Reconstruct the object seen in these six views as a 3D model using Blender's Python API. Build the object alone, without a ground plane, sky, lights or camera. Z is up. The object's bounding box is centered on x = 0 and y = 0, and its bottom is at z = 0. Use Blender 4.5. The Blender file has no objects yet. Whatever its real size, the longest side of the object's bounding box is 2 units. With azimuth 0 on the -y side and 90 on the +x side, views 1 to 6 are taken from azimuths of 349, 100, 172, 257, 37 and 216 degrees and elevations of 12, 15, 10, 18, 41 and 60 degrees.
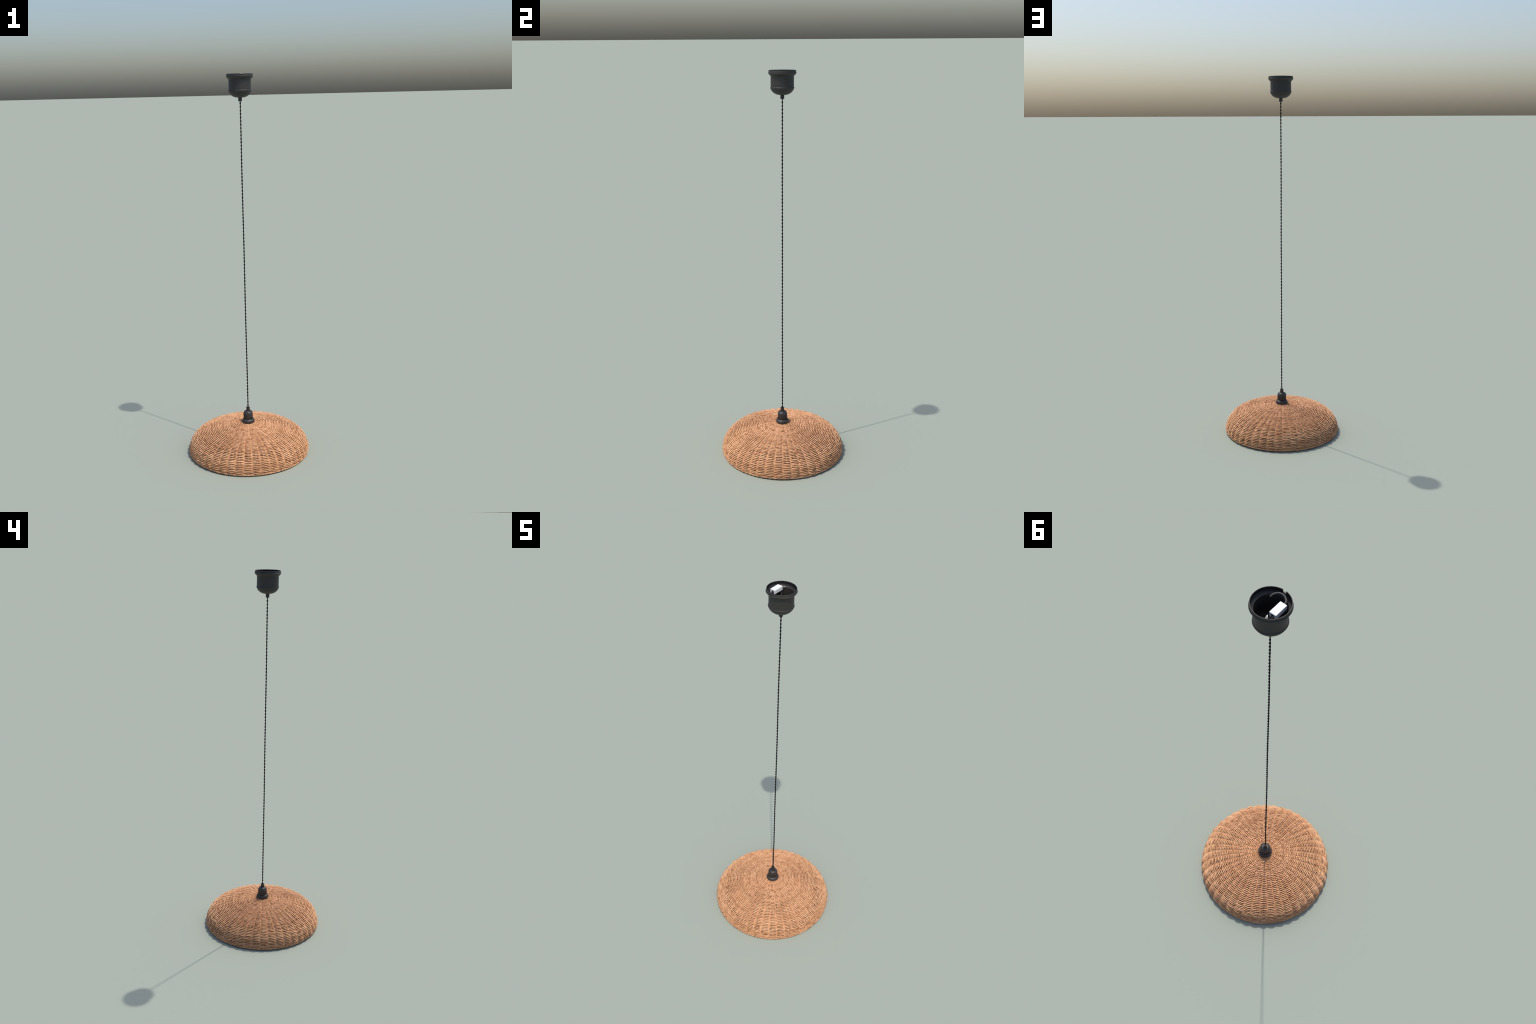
"""Woven wicker pendant lamp: open black ceiling canopy with wiring, twisted cord,
black lamp holder and a shallow plain-woven dome shade standing on its rim."""
import bpy, math, random
import numpy as np
from mathutils import Vector

rng = np.random.default_rng(7)
random.seed(7)
TAU = 2 * math.pi

# ------------------------------------------------------------------ helpers
def new_mesh(name, verts, faces, mat, parent=None, smooth=True):
    me = bpy.data.meshes.new(name)
    me.from_pydata([tuple(map(float, v)) for v in verts], [], faces)
    me.validate()
    me.update()
    if smooth:
        me.polygons.foreach_set("use_smooth", [True] * len(me.polygons))
    me.materials.append(mat)
    ob = bpy.data.objects.new(name, me)
    bpy.context.scene.collection.objects.link(ob)
    if parent:
        ob.parent = parent
    return ob


def grid_faces(n, m, close_n, close_m):
    """quads of an n x m vertex grid (index i*m+j)"""
    f = []
    for i in range(n if close_n else n - 1):
        a, b = i * m, ((i + 1) % n) * m
        for j in range(m if close_m else m - 1):
            k = (j + 1) % m
            f.append((a + j, b + j, b + k, a + k))
    return f


def tube(points, radius, sides=8, closed=False, up=None, flat=1.0, cap=True):
    """sweep an ellipse along a polyline; radius may be an array. up: per point
    frame vector (the ellipse's 'flat' axis)."""
    P = np.asarray(points, float)
    n = len(P)
    if closed:
        T = np.roll(P, -1, 0) - np.roll(P, 1, 0)
    else:
        T = np.gradient(P, axis=0)
    T /= np.linalg.norm(T, axis=1)[:, None]
    if up is None:
        U = np.zeros_like(P)
        u = np.cross(T[0], [0.3, 0.2, 0.9])
        for i in range(n):
            u = u - T[i] * (u @ T[i])
            u /= np.linalg.norm(u)
            U[i] = u
    else:
        U = np.asarray(up, float)
        U = U - T * (U * T).sum(1)[:, None]
        U /= np.linalg.norm(U, axis=1)[:, None]
    W = np.cross(T, U)
    R = np.broadcast_to(np.asarray(radius, float), (n,))
    a = np.arange(sides) / sides * TAU
    V = (P[:, None] + (R[:, None] * np.cos(a))[..., None] * U[:, None] * flat
         + (R[:, None] * np.sin(a))[..., None] * W[:, None]).reshape(-1, 3)
    F = grid_faces(n, sides, closed, True)
    if not closed and cap:
        F.append(tuple(range(sides)))
        F.append(tuple((n - 1) * sides + j for j in reversed(range(sides))))
    return V, F


def merge(parts):
    V, F, o = [], [], 0
    for v, f in parts:
        V.append(np.asarray(v))
        F += [tuple(i + o for i in q) for q in f]
        o += len(v)
    return np.concatenate(V), F


def catmull(pts, per=8):
    P = np.asarray(pts, float)
    Q = np.vstack([2 * P[0] - P[1], P, 2 * P[-1] - P[-2]])
    out = []
    for i in range(1, len(Q) - 2):
        for t in np.arange(per) / per:
            a, b, c, d = Q[i - 1], Q[i], Q[i + 1], Q[i + 2]
            out.append(.5 * (2 * b + (c - a) * t + (2 * a - 5 * b + 4 * c - d) * t * t
                             + (3 * b - a - 3 * c + d) * t ** 3))
    out.append(P[-1])
    return np.array(out)


def lathe(profile, angles, wobble=0.0):
    """closed revolve of an (r, z) profile; returns V as grid (profile x angle)"""
    V = []
    ph = rng.uniform(0, TAU, 3)
    for r, z in profile:
        for a in angles:
            k = 1 + wobble * (math.sin(2 * a + ph[0] + z * 40) + .7 * math.sin(3 * a + ph[1] - z * 60)
                              + .5 * math.sin(7 * a + ph[2]))
            V.append((r * k * math.cos(a), r * k * math.sin(a), z))
    return np.array(V), grid_faces(len(profile), len(angles), False, True)


def sharpen(ob, deg=35):
    me = ob.data
    import bmesh
    bm = bmesh.new()
    bm.from_mesh(me)
    bmesh.ops.recalc_face_normals(bm, faces=bm.faces)
    for e in bm.edges:
        if len(e.link_faces) == 2 and e.calc_face_angle(0) > math.radians(deg):
            e.smooth = False
    bm.to_mesh(me)
    bm.free()


# ------------------------------------------------------------------ materials
class Nodes:
    def __init__(self, name):
        self.mat = bpy.data.materials.new(name)
        self.mat.use_nodes = True
        self.t = self.mat.node_tree
        self.t.nodes.clear()
        self.out = self.add("ShaderNodeOutputMaterial")
        self.bsdf = self.add("ShaderNodeBsdfPrincipled")
        self.link(self.bsdf.outputs[0], self.out.inputs[0])

    def add(self, kind, **kw):
        n = self.t.nodes.new(kind)
        for k, v in kw.items():
            setattr(n, k, v)
        return n

    def link(self, a, b):
        self.t.links.new(a, b)

    def math(self, op, a, b=None):
        n = self.add("ShaderNodeMath", operation=op)
        for i, v in enumerate((a, b)):
            if v is None:
                continue
            if isinstance(v, (int, float)):
                n.inputs[i].default_value = v
            else:
                self.link(v, n.inputs[i])
        return n.outputs[0]

    def noise(self, vec, scale, detail=2.0, rough=.5):
        n = self.add("ShaderNodeTexNoise")
        n.inputs["Scale"].default_value = scale
        n.inputs["Detail"].default_value = detail
        n.inputs["Roughness"].default_value = rough
        self.link(vec, n.inputs["Vector"])
        return n.outputs["Fac"]

    def ramp(self, fac, stops):
        n = self.add("ShaderNodeValToRGB")
        e = n.color_ramp.elements
        while len(e) < len(stops):
            e.new(.5)
        for el, (p, c) in zip(e, stops):
            el.position = p
            el.color = (*c, 1)
        self.link(fac, n.inputs[0])
        return n.outputs[0]

    def mix(self, fac, a, b, blend="MIX"):
        n = self.add("ShaderNodeMix", data_type="RGBA", blend_type=blend)
        for s, v in ((n.inputs["Factor"], fac), (n.inputs["A"], a), (n.inputs["B"], b)):
            if isinstance(v, (int, float)):
                s.default_value = v
            elif isinstance(v, tuple):
                s.default_value = (*v, 1)
            else:
                self.link(v, s)
        return n.outputs["Result"]

    def bump(self, h, strength, dist):
        n = self.add("ShaderNodeBump")
        n.inputs["Strength"].default_value = strength
        n.inputs["Distance"].default_value = dist
        self.link(h, n.inputs["Height"])
        self.link(n.outputs[0], self.bsdf.inputs["Normal"])


def wicker_material(name, gain=1.0):
    m = Nodes(name)
    co = m.add("ShaderNodeTexCoord").outputs["Object"]
    rnd = m.add("ShaderNodeObjectInfo").outputs["Random"]
    s = m.add("ShaderNodeSeparateXYZ")
    m.link(co, s.inputs[0])
    ang = m.math("ARCTAN2", s.outputs[1], s.outputs[0])
    # coordinate that runs along a strand, different for every strand
    c = m.add("ShaderNodeCombineXYZ")
    m.link(m.math("COSINE", ang), c.inputs[0])
    m.link(m.math("SINE", ang), c.inputs[1])
    m.link(m.math("MULTIPLY", rnd, 57.0), c.inputs[2])
    along = m.noise(c.outputs[0], 9.0, 3.0, .6)
    g = gain
    tone = m.ramp(rnd, [(.0, (.56 * g, .285 * g, .14 * g)), (.22, (.76 * g, .44 * g, .245 * g)),
                        (.75, (.75 * g, .43 * g, .235 * g)), (.94, (.77 * g, .455 * g, .265 * g))])
    col = m.mix(1.0, tone, m.ramp(along, [(.30, (.56, .43, .35)), (.43, (.90, .85, .80)),
                                          (.56, (1.0, 1.0, 1.0)), (.74, (1.06, 1.09, 1.13))]), "MULTIPLY")
    # bundles of differently aged cane make faint rings of tone from crown to rim
    q = m.add("ShaderNodeCombineXYZ")
    m.link(m.math("SQRT", m.math("ADD", m.math("MULTIPLY", s.outputs[0], s.outputs[0]),
                                 m.math("MULTIPLY", s.outputs[1], s.outputs[1]))), q.inputs[0])
    m.link(s.outputs[2], q.inputs[1])
    rings = m.noise(q.outputs[0], 48.0, 2.0, .5)
    col = m.mix(.38, col, m.ramp(rings, [(.36, (.70, .62, .56)), (.50, (.97, .96, .95)), (.64, (1.06, 1.07, 1.08))]), "MULTIPLY")
    # broad patches of older, browner cane, and small brown knots
    patch = m.noise(co, 11.0, 3.0, .55)
    pm = m.ramp(patch, [(.48, (0, 0, 0)), (.66, (1, 1, 1))])
    col = m.mix(m.math("MULTIPLY", pm, .50), col, (.52 * g, .26 * g, .13 * g))
    knot = m.noise(co, 60.0, 2.0, .5)
    km = m.ramp(knot, [(.61, (0, 0, 0)), (.72, (1, 1, 1))])
    col = m.mix(m.math("MULTIPLY", km, .6), col, (.30 * g, .12 * g, .05 * g))
    fine = m.noise(co, 420.0, 2.0, .6)
    col = m.mix(.35, col, m.ramp(fine, [(.3, (.72, .68, .64)), (.7, (1.0, 1.0, 1.0))]), "MULTIPLY")
    m.link(col, m.bsdf.inputs["Base Color"])
    m.bsdf.inputs["Roughness"].default_value = .70
    m.bsdf.inputs["Specular IOR Level"].default_value = .2
    m.bump(fine, .35, .0006)
    return m.mat


def dark_material(name, base, brown, rough=.5, grain=300.0, spec=.5):
    m = Nodes(name)
    co = m.add("ShaderNodeTexCoord").outputs["Object"]
    n = m.noise(co, 45.0, 4.0, .6)
    col = m.mix(m.ramp(n, [(.4, (0, 0, 0)), (.7, (1, 1, 1))]), base, brown)
    m.link(col, m.bsdf.inputs["Base Color"])
    r = m.add("ShaderNodeMapRange")
    r.inputs["To Min"].default_value = rough - .1
    r.inputs["To Max"].default_value = rough + .12
    m.link(n, r.inputs["Value"])
    m.link(r.outputs[0], m.bsdf.inputs["Roughness"])
    m.bsdf.inputs["Specular IOR Level"].default_value = spec
    m.bump(m.noise(co, grain, 2.0), .12, .0004)
    return m.mat


def cord_material(name):
    m = Nodes(name)
    co = m.add("ShaderNodeTexCoord").outputs["Object"]
    v = m.add("ShaderNodeTexVoronoi")
    v.inputs["Scale"].default_value = 900.0
    m.link(co, v.inputs["Vector"])
    col = m.ramp(v.outputs["Distance"], [(.0, (.008, .008, .008)), (.8, (.004, .004, .004))])
    m.link(col, m.bsdf.inputs["Base Color"])
    m.bsdf.inputs["Roughness"].default_value = .8
    m.bsdf.inputs["Specular IOR Level"].default_value = .25
    m.bump(v.outputs["Distance"], .4, .0005)
    return m.mat


def plain_material(name, base, rough=.4, metallic=0.0):
    m = Nodes(name)
    co = m.add("ShaderNodeTexCoord").outputs["Object"]
    n = m.noise(co, 120.0, 3.0)
    col = m.mix(n, base, tuple(c * .93 for c in base))
    m.link(col, m.bsdf.inputs["Base Color"])
    m.bsdf.inputs["Roughness"].default_value = rough
    m.bsdf.inputs["Metallic"].default_value = metallic
    return m.mat


CANE = wicker_material("cane_weave")
RIBCANE = wicker_material("cane_rib", .74)
BLACK_PLASTIC = dark_material("black_plastic", (.0225, .0205, .0190), (.029, .0255, .0235), .55)
BLACK_INSIDE = dark_material("near_black_plastic", (.006, .006, .007), (.009, .009, .009), .75, spec=.2)
BLACK_METAL = dark_material("black_lamp_metal", (.030, .027, .0255), (.038, .033, .030), .46)
BROWN_BAKELITE = dark_material("brown_bakelite", (.030, .024, .021), (.050, .032, .022), .55)
CORD = cord_material("black_textile_cord")
RUBBER = dark_material("black_cable_rubber", (.035, .034, .033), (.055, .050, .046), .55)
WHITE = plain_material("white_plastic", (.86, .86, .86), .35)
COPPER_TIN = plain_material("tinned_wire", (.72, .69, .62), .4, .3)

# ------------------------------------------------------------------ the thing
lamp = bpy.data.objects.new("pendant_lamp", None)
bpy.context.scene.collection.objects.link(lamp)
lamp["label"] = "round woven wicker pendant lamp with black twisted cord and canopy"
lamp["category"] = "pendant lamp"

# ------------------------------------------------------------------ shade
# mid surface of the weave, from crown to rim (radius, height)
OUTER = [(.026, .1608), (.060, .1577), (.103, .1531), (.159, .1443), (.195, .1355), (.2338, .1216), (.2700, .1038),
         (.3000, .0775), (.3145, .0535), (.3212, .0340), (.3245, .0165), (.3200, .0050)]
STRAND_R = .00272
oc = catmull(OUTER, 16)
seg = np.concatenate([[0], np.cumsum(np.linalg.norm(np.diff(oc, axis=0), axis=1))])
tan = np.gradient(oc, axis=0)
tan /= np.linalg.norm(tan, axis=1)[:, None]
nor = np.stack([-tan[:, 1], tan[:, 0]], 1)          # outward (up / out)
if nor[0, 1] < 0:
    nor = -nor

def weave_amp(r):
    """how far a strand swings out over a rib, by distance from the axis"""
    return np.interp(r, [.10, .20, .30], [.0040, .0050, .0058])


mid = oc - nor * (weave_amp(oc[:, 0]) + STRAND_R - .0010)[:, None]
TOTAL = seg[-1]


def surf(s):
    """mid-surface point and outward normal (r, z) at arc length s"""
    s = np.clip(s, 0, TOTAL)
    p = np.stack([np.interp(s, seg, mid[:, 0]), np.interp(s, seg, mid[:, 1])], -1)
    n = np.stack([np.interp(s, seg, nor[:, 0]), np.interp(s, seg, nor[:, 1])], -1)
    return p, n / np.linalg.norm(n, axis=-1, keepdims=True)


N_RIB = 44
RIB0 = math.radians(1.38) + math.pi / N_RIB     # first rib, half a bay past the first seam
R_SPLIT = .098                                  # inside this radius the ribs run in pairs
rib_jit = rng.normal(0, math.radians(.35), N_RIB)
s_of_r = lambda r: np.interp(r, mid[:, 0], seg)
S_SPLIT = float(s_of_r(R_SPLIT))


def lift(th, z):
    """the rim is not quite flat: it stands on a few low spots"""
    w = .0016 + .0011 * np.sin(2 * th + .6) + .0007 * np.sin(5 * th + 2.0) + .0005 * np.sin(9 * th)
    return np.maximum(w, 0) * np.clip(1 - z / .07, 0, 1)


def rib_angle(i):
    return RIB0 + i * TAU / N_RIB + rib_jit[i % N_RIB]


def weave_phase(theta, paired):
    """half-turns of the weave: an integer on each rib (pair), .5 between them"""
    u = (theta - RIB0) / TAU * N_RIB
    base = np.floor(u).astype(int)
    f = u - base
    j = rib_jit / (TAU / N_RIB)
    # inverse of the jittered rib positions, to first order
    off = j[base % N_RIB] * (1 - f) + j[(base + 1) % N_RIB] * f
    u = u - off
    if paired:
        return (u - .5) / 2
    return u


def wave_set(n_terms, lo, hi, amp):
    k = rng.integers(lo, hi, n_terms)
    p = rng.uniform(0, TAU, n_terms)
    a = rng.normal(0, amp, n_terms)
    return lambda th: (a[:, None] * np.sin(k[:, None] * th + p[:, None])).sum(0)


# the shade's own mesh: rim hoop and crown collar that the weave is tied to
pr, _ = surf(np.array([TOTAL - .004]))
a = np.linspace(0, TAU, 240, endpoint=False)
hoop = tube(np.stack([pr[0, 0] * np.cos(a), pr[0, 0] * np.sin(a), np.full_like(a, max(.0050, pr[0, 1] - .001))], 1),
            .0026, 8, closed=True)
collar = lathe([(.016, .158), (.034, .1575), (.0345, .152), (.016, .152), (.016, .158)],
               np.linspace(0, TAU, 48, endpoint=False))
shade = new_mesh("shade", *merge([hoop, collar]), RIBCANE, lamp)

# ribs (stakes): flattened canes from crown to rim
for i in range(N_RIB):
    s = np.linspace(.006, TOTAL - .004, 60)
    p, n = surf(s)
    t = rib_angle(i)
    pair = (rib_angle(i // 2 * 2) + rib_angle(i // 2 * 2 + 1)) / 2
    side = 1 if i % 2 else -1
    w = np.clip((s - S_SPLIT * .72) / (S_SPLIT * .5), 0, 1)
    w = w * w * (3 - 2 * w)
    inner = pair + side * .0030 / np.maximum(p[:, 0], .02)
    th = inner * (1 - w) + t * w
    th = th + .0015 / np.maximum(p[:, 0], .05) * np.sin(s * 40 + i * 1.7)
    P = np.stack([p[:, 0] * np.cos(th), p[:, 0] * np.sin(th), p[:, 1] + lift(th, p[:, 1])], 1)
    U = np.stack([n[:, 0] * np.cos(th), n[:, 0] * np.sin(th), n[:, 1]], 1)
    V, F = tube(P, np.interp(s, [0, .1, .2], [.0026, .0032, .0042]), 8, up=U, flat=.72)
    new_mesh("rib", V, F, RIBCANE, shade)

# weaving strands: one closed round each, over one rib and under the next
PITCH = .0044
s = .010
row = 0
while s < TOTAL - .0075:
    p0, _ = surf(np.array([s]))
    paired = p0[0, 0] < R_SPLIT
    npt = int(np.clip(44 * 12 * (p0[0, 0] / .32) ** .5, 260, 528))
    th = np.linspace(0, TAU, npt, endpoint=False)
    ph = weave_phase(th, paired)
    wave = np.cos(math.pi * ph) * (1 if row % 2 else -1)
    wave = np.sign(wave) * np.abs(wave) ** .80
    amp = float(weave_amp(p0[0, 0]))
    amp_v = amp * (1 + .16 * wave_set(5, 5, 40, .5)(th))
    drift = wave_set(7, 2, 36, .00020)(th)
    near = math.exp(-((s - S_SPLIT) / .007) ** 2)       # untidy round where the pairs part
    drift = drift + near * wave_set(6, 8, 40, .0006)(th)
    ss = s + drift
    p, n = surf(ss)
    off = wave * amp_v
    r = p[:, 0] + n[:, 0] * off
    z = p[:, 1] + n[:, 1] * off
    z = z + lift(th, z)
    P = np.stack([r * np.cos(th), r * np.sin(th), z], 1)
    U = np.stack([n[:, 0] * np.cos(th), n[:, 0] * np.sin(th), n[:, 1]], 1)
    rad = STRAND_R * (1 + rng.normal(0, .05)) * (1 + .10 * wave_set(6, 6, 70, .6)(th))
    V, F = tube(P, rad, 8, closed=True, up=U)
    new_mesh("weaving_strand", V, F, CANE, shade)
    s += PITCH * (1 + float(np.clip(rng.normal(0, .035), -.08, .08)))
    row += 1

# rim: three canes twisted round the hoop
TW = 29
for k in range(3):
    th = np.linspace(0, TAU, 29 * 22, endpoint=False)
    ph = th * TW + k * TAU / 3
    pr, pn = surf(np.array([TOTAL - .0035]))
    rr = .0027 * (1 + .10 * wave_set(4, 5, 40, .6)(th))
    r = .3182 + rr * np.cos(ph)
    z = .0052 + rr * np.sin(ph) + lift(th, .0)
    P = np.stack([r * np.cos(th), r * np.sin(th), z], 1)
    V, F = tube(P, .0026, 8, closed=True, up=np.stack([np.cos(th), np.sin(th), 0 * th], 1))
    V[:, 2] = np.maximum(V[:, 2], 0.0)
    new_mesh("rim_strand", V, F, CANE, shade)

# ------------------------------------------------------------------ lamp holder
ang = np.linspace(0, TAU, 48, endpoint=False)


def dome_points(r0, z0, r1, z1, n, power=1.0):
    return [(r0 + (r1 - r0) * math.sin(t) ** power, z1 + (z0 - z1) * math.cos(t))
            for t in np.linspace(0, math.pi / 2, n)]


holder = new_mesh("lamp_holder", *lathe(
    [(.0232, .1740), (.0242, .1780), (.0241, .1900), (.0240, .2040), (.0225, .2075)], ang, .004),
    BROWN_BAKELITE, lamp)
# knurled ribs round the barrel
parts = []
for i in range(36):
    t = i / 36 * TAU
    zz = np.linspace(.181, .2025, 4)
    parts.append(tube(np.stack([.0240 * np.cos(t) + 0 * zz, .0240 * np.sin(t) + 0 * zz, zz], 1), .0009, 6))
knurl = new_mesh("knurling", *merge(parts), BROWN_BAKELITE, holder)
knurl["kind"] = "stuff"

prof = [(.0, .2225), (.0098, .2240)] + dome_points(.0110, .2240, .0250, .2085, 9) + [(.0256, .2060), (.0252, .2046), (.0236, .2040)]
V, F = lathe(prof, ang, .004)
a = np.arctan2(V[:, 1], V[:, 0])
# uneven lump of the scan, shaped into the cap's lower edge
scan_lump = np.exp(-((np.angle(np.exp(1j * (a - math.radians(186)))) / .28) ** 2)) * np.clip((.216 - V[:, 2]) / .008, 0, 1)
V[:, 0] *= 1 + .11 * scan_lump
V[:, 1] *= 1 + .11 * scan_lump
V[:, 2] -= .0022 * scan_lump
cap = new_mesh("holder_cap", V, F, BLACK_METAL, holder)
sharpen(cap, 40)

neck = new_mesh("holder_neck", *lathe(
    [(.0, .2225), (.0093, .2225), (.0095, .2240), (.0096, .2405), (.0101, .2415), (.0099, .2430), (.0070, .2432),
     (.0062, .2405), (.0, .2400)], np.linspace(0, TAU, 24, endpoint=False), .006), BROWN_BAKELITE, holder)
sharpen(neck, 40)

ring = new_mesh("holder_ring", *lathe(
    [(.0200, .1795), (.0246, .1800), (.0268, .1795), (.0293, .1775), (.0318, .1745), (.0333, .1715), (.0338, .1690),
     (.0334, .1668), (.0338, .1650), (.0326, .1625), (.0300, .1605), (.0200, .1600)], ang, .006), BLACK_METAL, holder)
sharpen(ring, 45)
skirt = new_mesh("holder_skirt", *lathe(
    [(.0150, .1605), (.0212, .1605), (.0212, .1300), (.0200, .1200), (.0160, .1195), (.0158, .1290), (.0150, .1605)], ang),
    BROWN_BAKELITE, holder)
sharpen(skirt, 40)
parts = []
for i in range(24):                      # scalloped beading at the foot of the ring
    t = (i + .3 * random.random()) / 24 * TAU
    zz = np.linspace(.1622, .1662, 4)
    parts.append(tube(np.stack([.0332 * np.cos(t) + 0 * zz, .0332 * np.sin(t) + 0 * zz, zz], 1),
                      np.array([.0008, .0017, .0017, .0008]), 6))
bead = new_mesh("ring_beading", *merge(parts), BLACK_METAL, holder)
bead["kind"] = "stuff"

# ------------------------------------------------------------------ cord: two twisted strands
HALF = .01758                 # height of half a turn
Z_REF, A_REF = 1.3638, math.radians(172.4)
zc = np.arange(.2380, 1.8760, HALF / 9)
cord_parts = []
for k in range(2):
    sp = .0019 * np.clip(np.minimum((zc - .238) / .012, (1.876 - zc) / .012), .35, 1)
    sp = sp * (1 + .10 * np.sin(zc * 61) + .07 * np.sin(zc * 143 + 1))
    aa = A_REF + math.pi * (zc - Z_REF) / HALF + k * math.pi
    sway = .0004 * np.sin((zc - .24) * 9.0)
    P = np.stack([sway + sp * np.cos(aa), .6 * sway + sp * np.sin(aa), zc], 1)
    cord_parts.append(tube(P, .00158, 8, up=np.stack([np.cos(aa), np.sin(aa), 0 * aa], 1), flat=1.28))
cord = new_mesh("twisted_cord", *cord_parts[0], CORD, lamp)
strand = new_mesh("cord_strand", *cord_parts[1], CORD, cord)

# ------------------------------------------------------------------ canopy
NOTCH_A, NOTCH_W, NOTCH_Z = math.radians(-91), .0137, 1.9885
hw = NOTCH_W / 2 / .066
angs = list(np.linspace(NOTCH_A + hw, NOTCH_A + TAU - hw, 60))
angs += [NOTCH_A - hw + 1e-4 + (2 * hw - 2e-4) * f for f in (0, .5, 1)]
angs = np.array(angs)
in_notch = np.array([False] * 60 + [True] * 3)
outer = [(.0090, 1.8835), (.0200, 1.8842), (.0300, 1.8868), (.0390, 1.8915), (.0470, 1.8980), (.0525, 1.9050),
         (.0560, 1.9120), (.0582, 1.9170), (.0580, 1.9195), (.0562, 1.9215), (.0559, 1.9400), (.0560, 1.9725),
         (.0600, 1.9762), (.0645, 1.9812), (.0670, 1.9848), (.0686, 1.9868), (.0684, 1.9882), (.0664, 1.9893),
         (.0661, 1.9990), (.0656, 2.0000)]
inner = [(.0640, 2.0000), (.0636, 1.9992), (.0634, 1.9880), (.0615, 1.9815), (.0540, 1.9765), (.0532, 1.9730), (.0530, 1.9200),
         (.0500, 1.9090), (.0420, 1.8985), (.0300, 1.8920), (.0090, 1.8890), (.0090, 1.8835)]
V, F = lathe(outer + inner, angs, .0016)
m = len(angs)
for i in range(len(V)):
    if in_notch[i % m]:
        V[i, 2] = min(V[i, 2], NOTCH_Z)
V[:, 2] = np.minimum(V[:, 2], 2.0)
canopy = new_mesh("canopy", V, F, BLACK_PLASTIC, lamp)
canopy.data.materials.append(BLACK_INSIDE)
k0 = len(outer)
for q, poly in enumerate(canopy.data.polygons):      # inside of the collar gets a blacker, rougher material
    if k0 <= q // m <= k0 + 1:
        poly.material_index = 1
sharpen(canopy, 40)

gland = new_mesh("cord_grip", *lathe(
    [(.0, 1.8900), (.0090, 1.8900), (.0092, 1.8840), (.0096, 1.8820), (.0095, 1.8665), (.0092, 1.8652), (.0050, 1.8650),
     (.0045, 1.8690), (.0, 1.8690)], np.linspace(0, TAU, 20, endpoint=False), .006), BLACK_PLASTIC, canopy)
sharpen(gland, 40)

# white cable clamp housing: a bar with an arched tunnel through it
BX, BW, BZ0, BZ1, BL = -.0280, .0132, 1.9765, 1.9942, .0268
sec = [(-BW, BZ0), (-BW, BZ1 - .0016), (-BW + .0005, BZ1 - .0004), (-BW + .0016, BZ1),
       (BW - .0016, BZ1), (BW - .0005, BZ1 - .0004), (BW, BZ1 - .0016), (BW, BZ0)]
arch = [(.0062 * math.cos(t), 1.9842 + .0062 * math.sin(t)) for t in np.linspace(0, math.pi, 11)]
sec += [(.0066, BZ0), ] + arch + [(-.0066, BZ0)]
ns = len(sec)
V, F = [], []
ys = [-BL, -BL + .0012, BL - .0012, BL]
for j, y in enumerate(ys):
    k = .965 if j in (0, 3) else 1
    for x, z in sec:
        V.append((BX + x * k, y, BZ0 + (z - BZ0) * (k if z > 1.99 else 1)))
F = grid_faces(len(ys), ns, False, True)
F.append(tuple(range(ns)))
F.append(tuple(3 * ns + j for j in reversed(range(ns))))
box = new_mesh("clamp_housing", V, F, WHITE, canopy, smooth=False)

# black supply cable: through the tunnel, then a loop along the wall
path = catmull([(-.028, .018, 1.9830), (-.028, -.010, 1.9830), (-.0275, -.030, 1.9835), (-.0225, -.0455, 1.9850),
                (-.0060, -.0555, 1.9870), (.0125, -.0535, 1.9868), (.0240, -.0405, 1.9845), (.0275, -.0300, 1.9800)], 8)
V, F = tube(path, .0040, 12)
cable = new_mesh("supply_cable", V, F, RUBBER, canopy)
sharpen(cable, 50)

# cores leaving the other end and running down to the cord grip
for k, dx in enumerate((-.0032, .0032)):
    path = catmull([(-.028 + dx, .014, 1.9835), (-.0278 + dx, .029, 1.9836), (-.0272 + dx, .0350, 1.9790),
                    (-.0262 + dx, .0330, 1.9690), (-.020 + dx, .022, 1.950), (-.008 + dx * .6, .008, 1.915), (dx * .4, 0, 1.884)], 8)
    new_mesh("wire", *tube(path, .0021, 8), RUBBER, canopy)
path = catmull([(-.0225, .0465, 1.9835), (-.0180, .0390, 1.9850), (-.0150, .0345, 1.9850), (-.0148, .0355, 1.9850),
                (-.0155, .0400, 1.9848), (-.0168, .0475, 1.9830)], 6)
new_mesh("bare_wire", *tube(path, .0011, 8), COPPER_TIN, canopy)
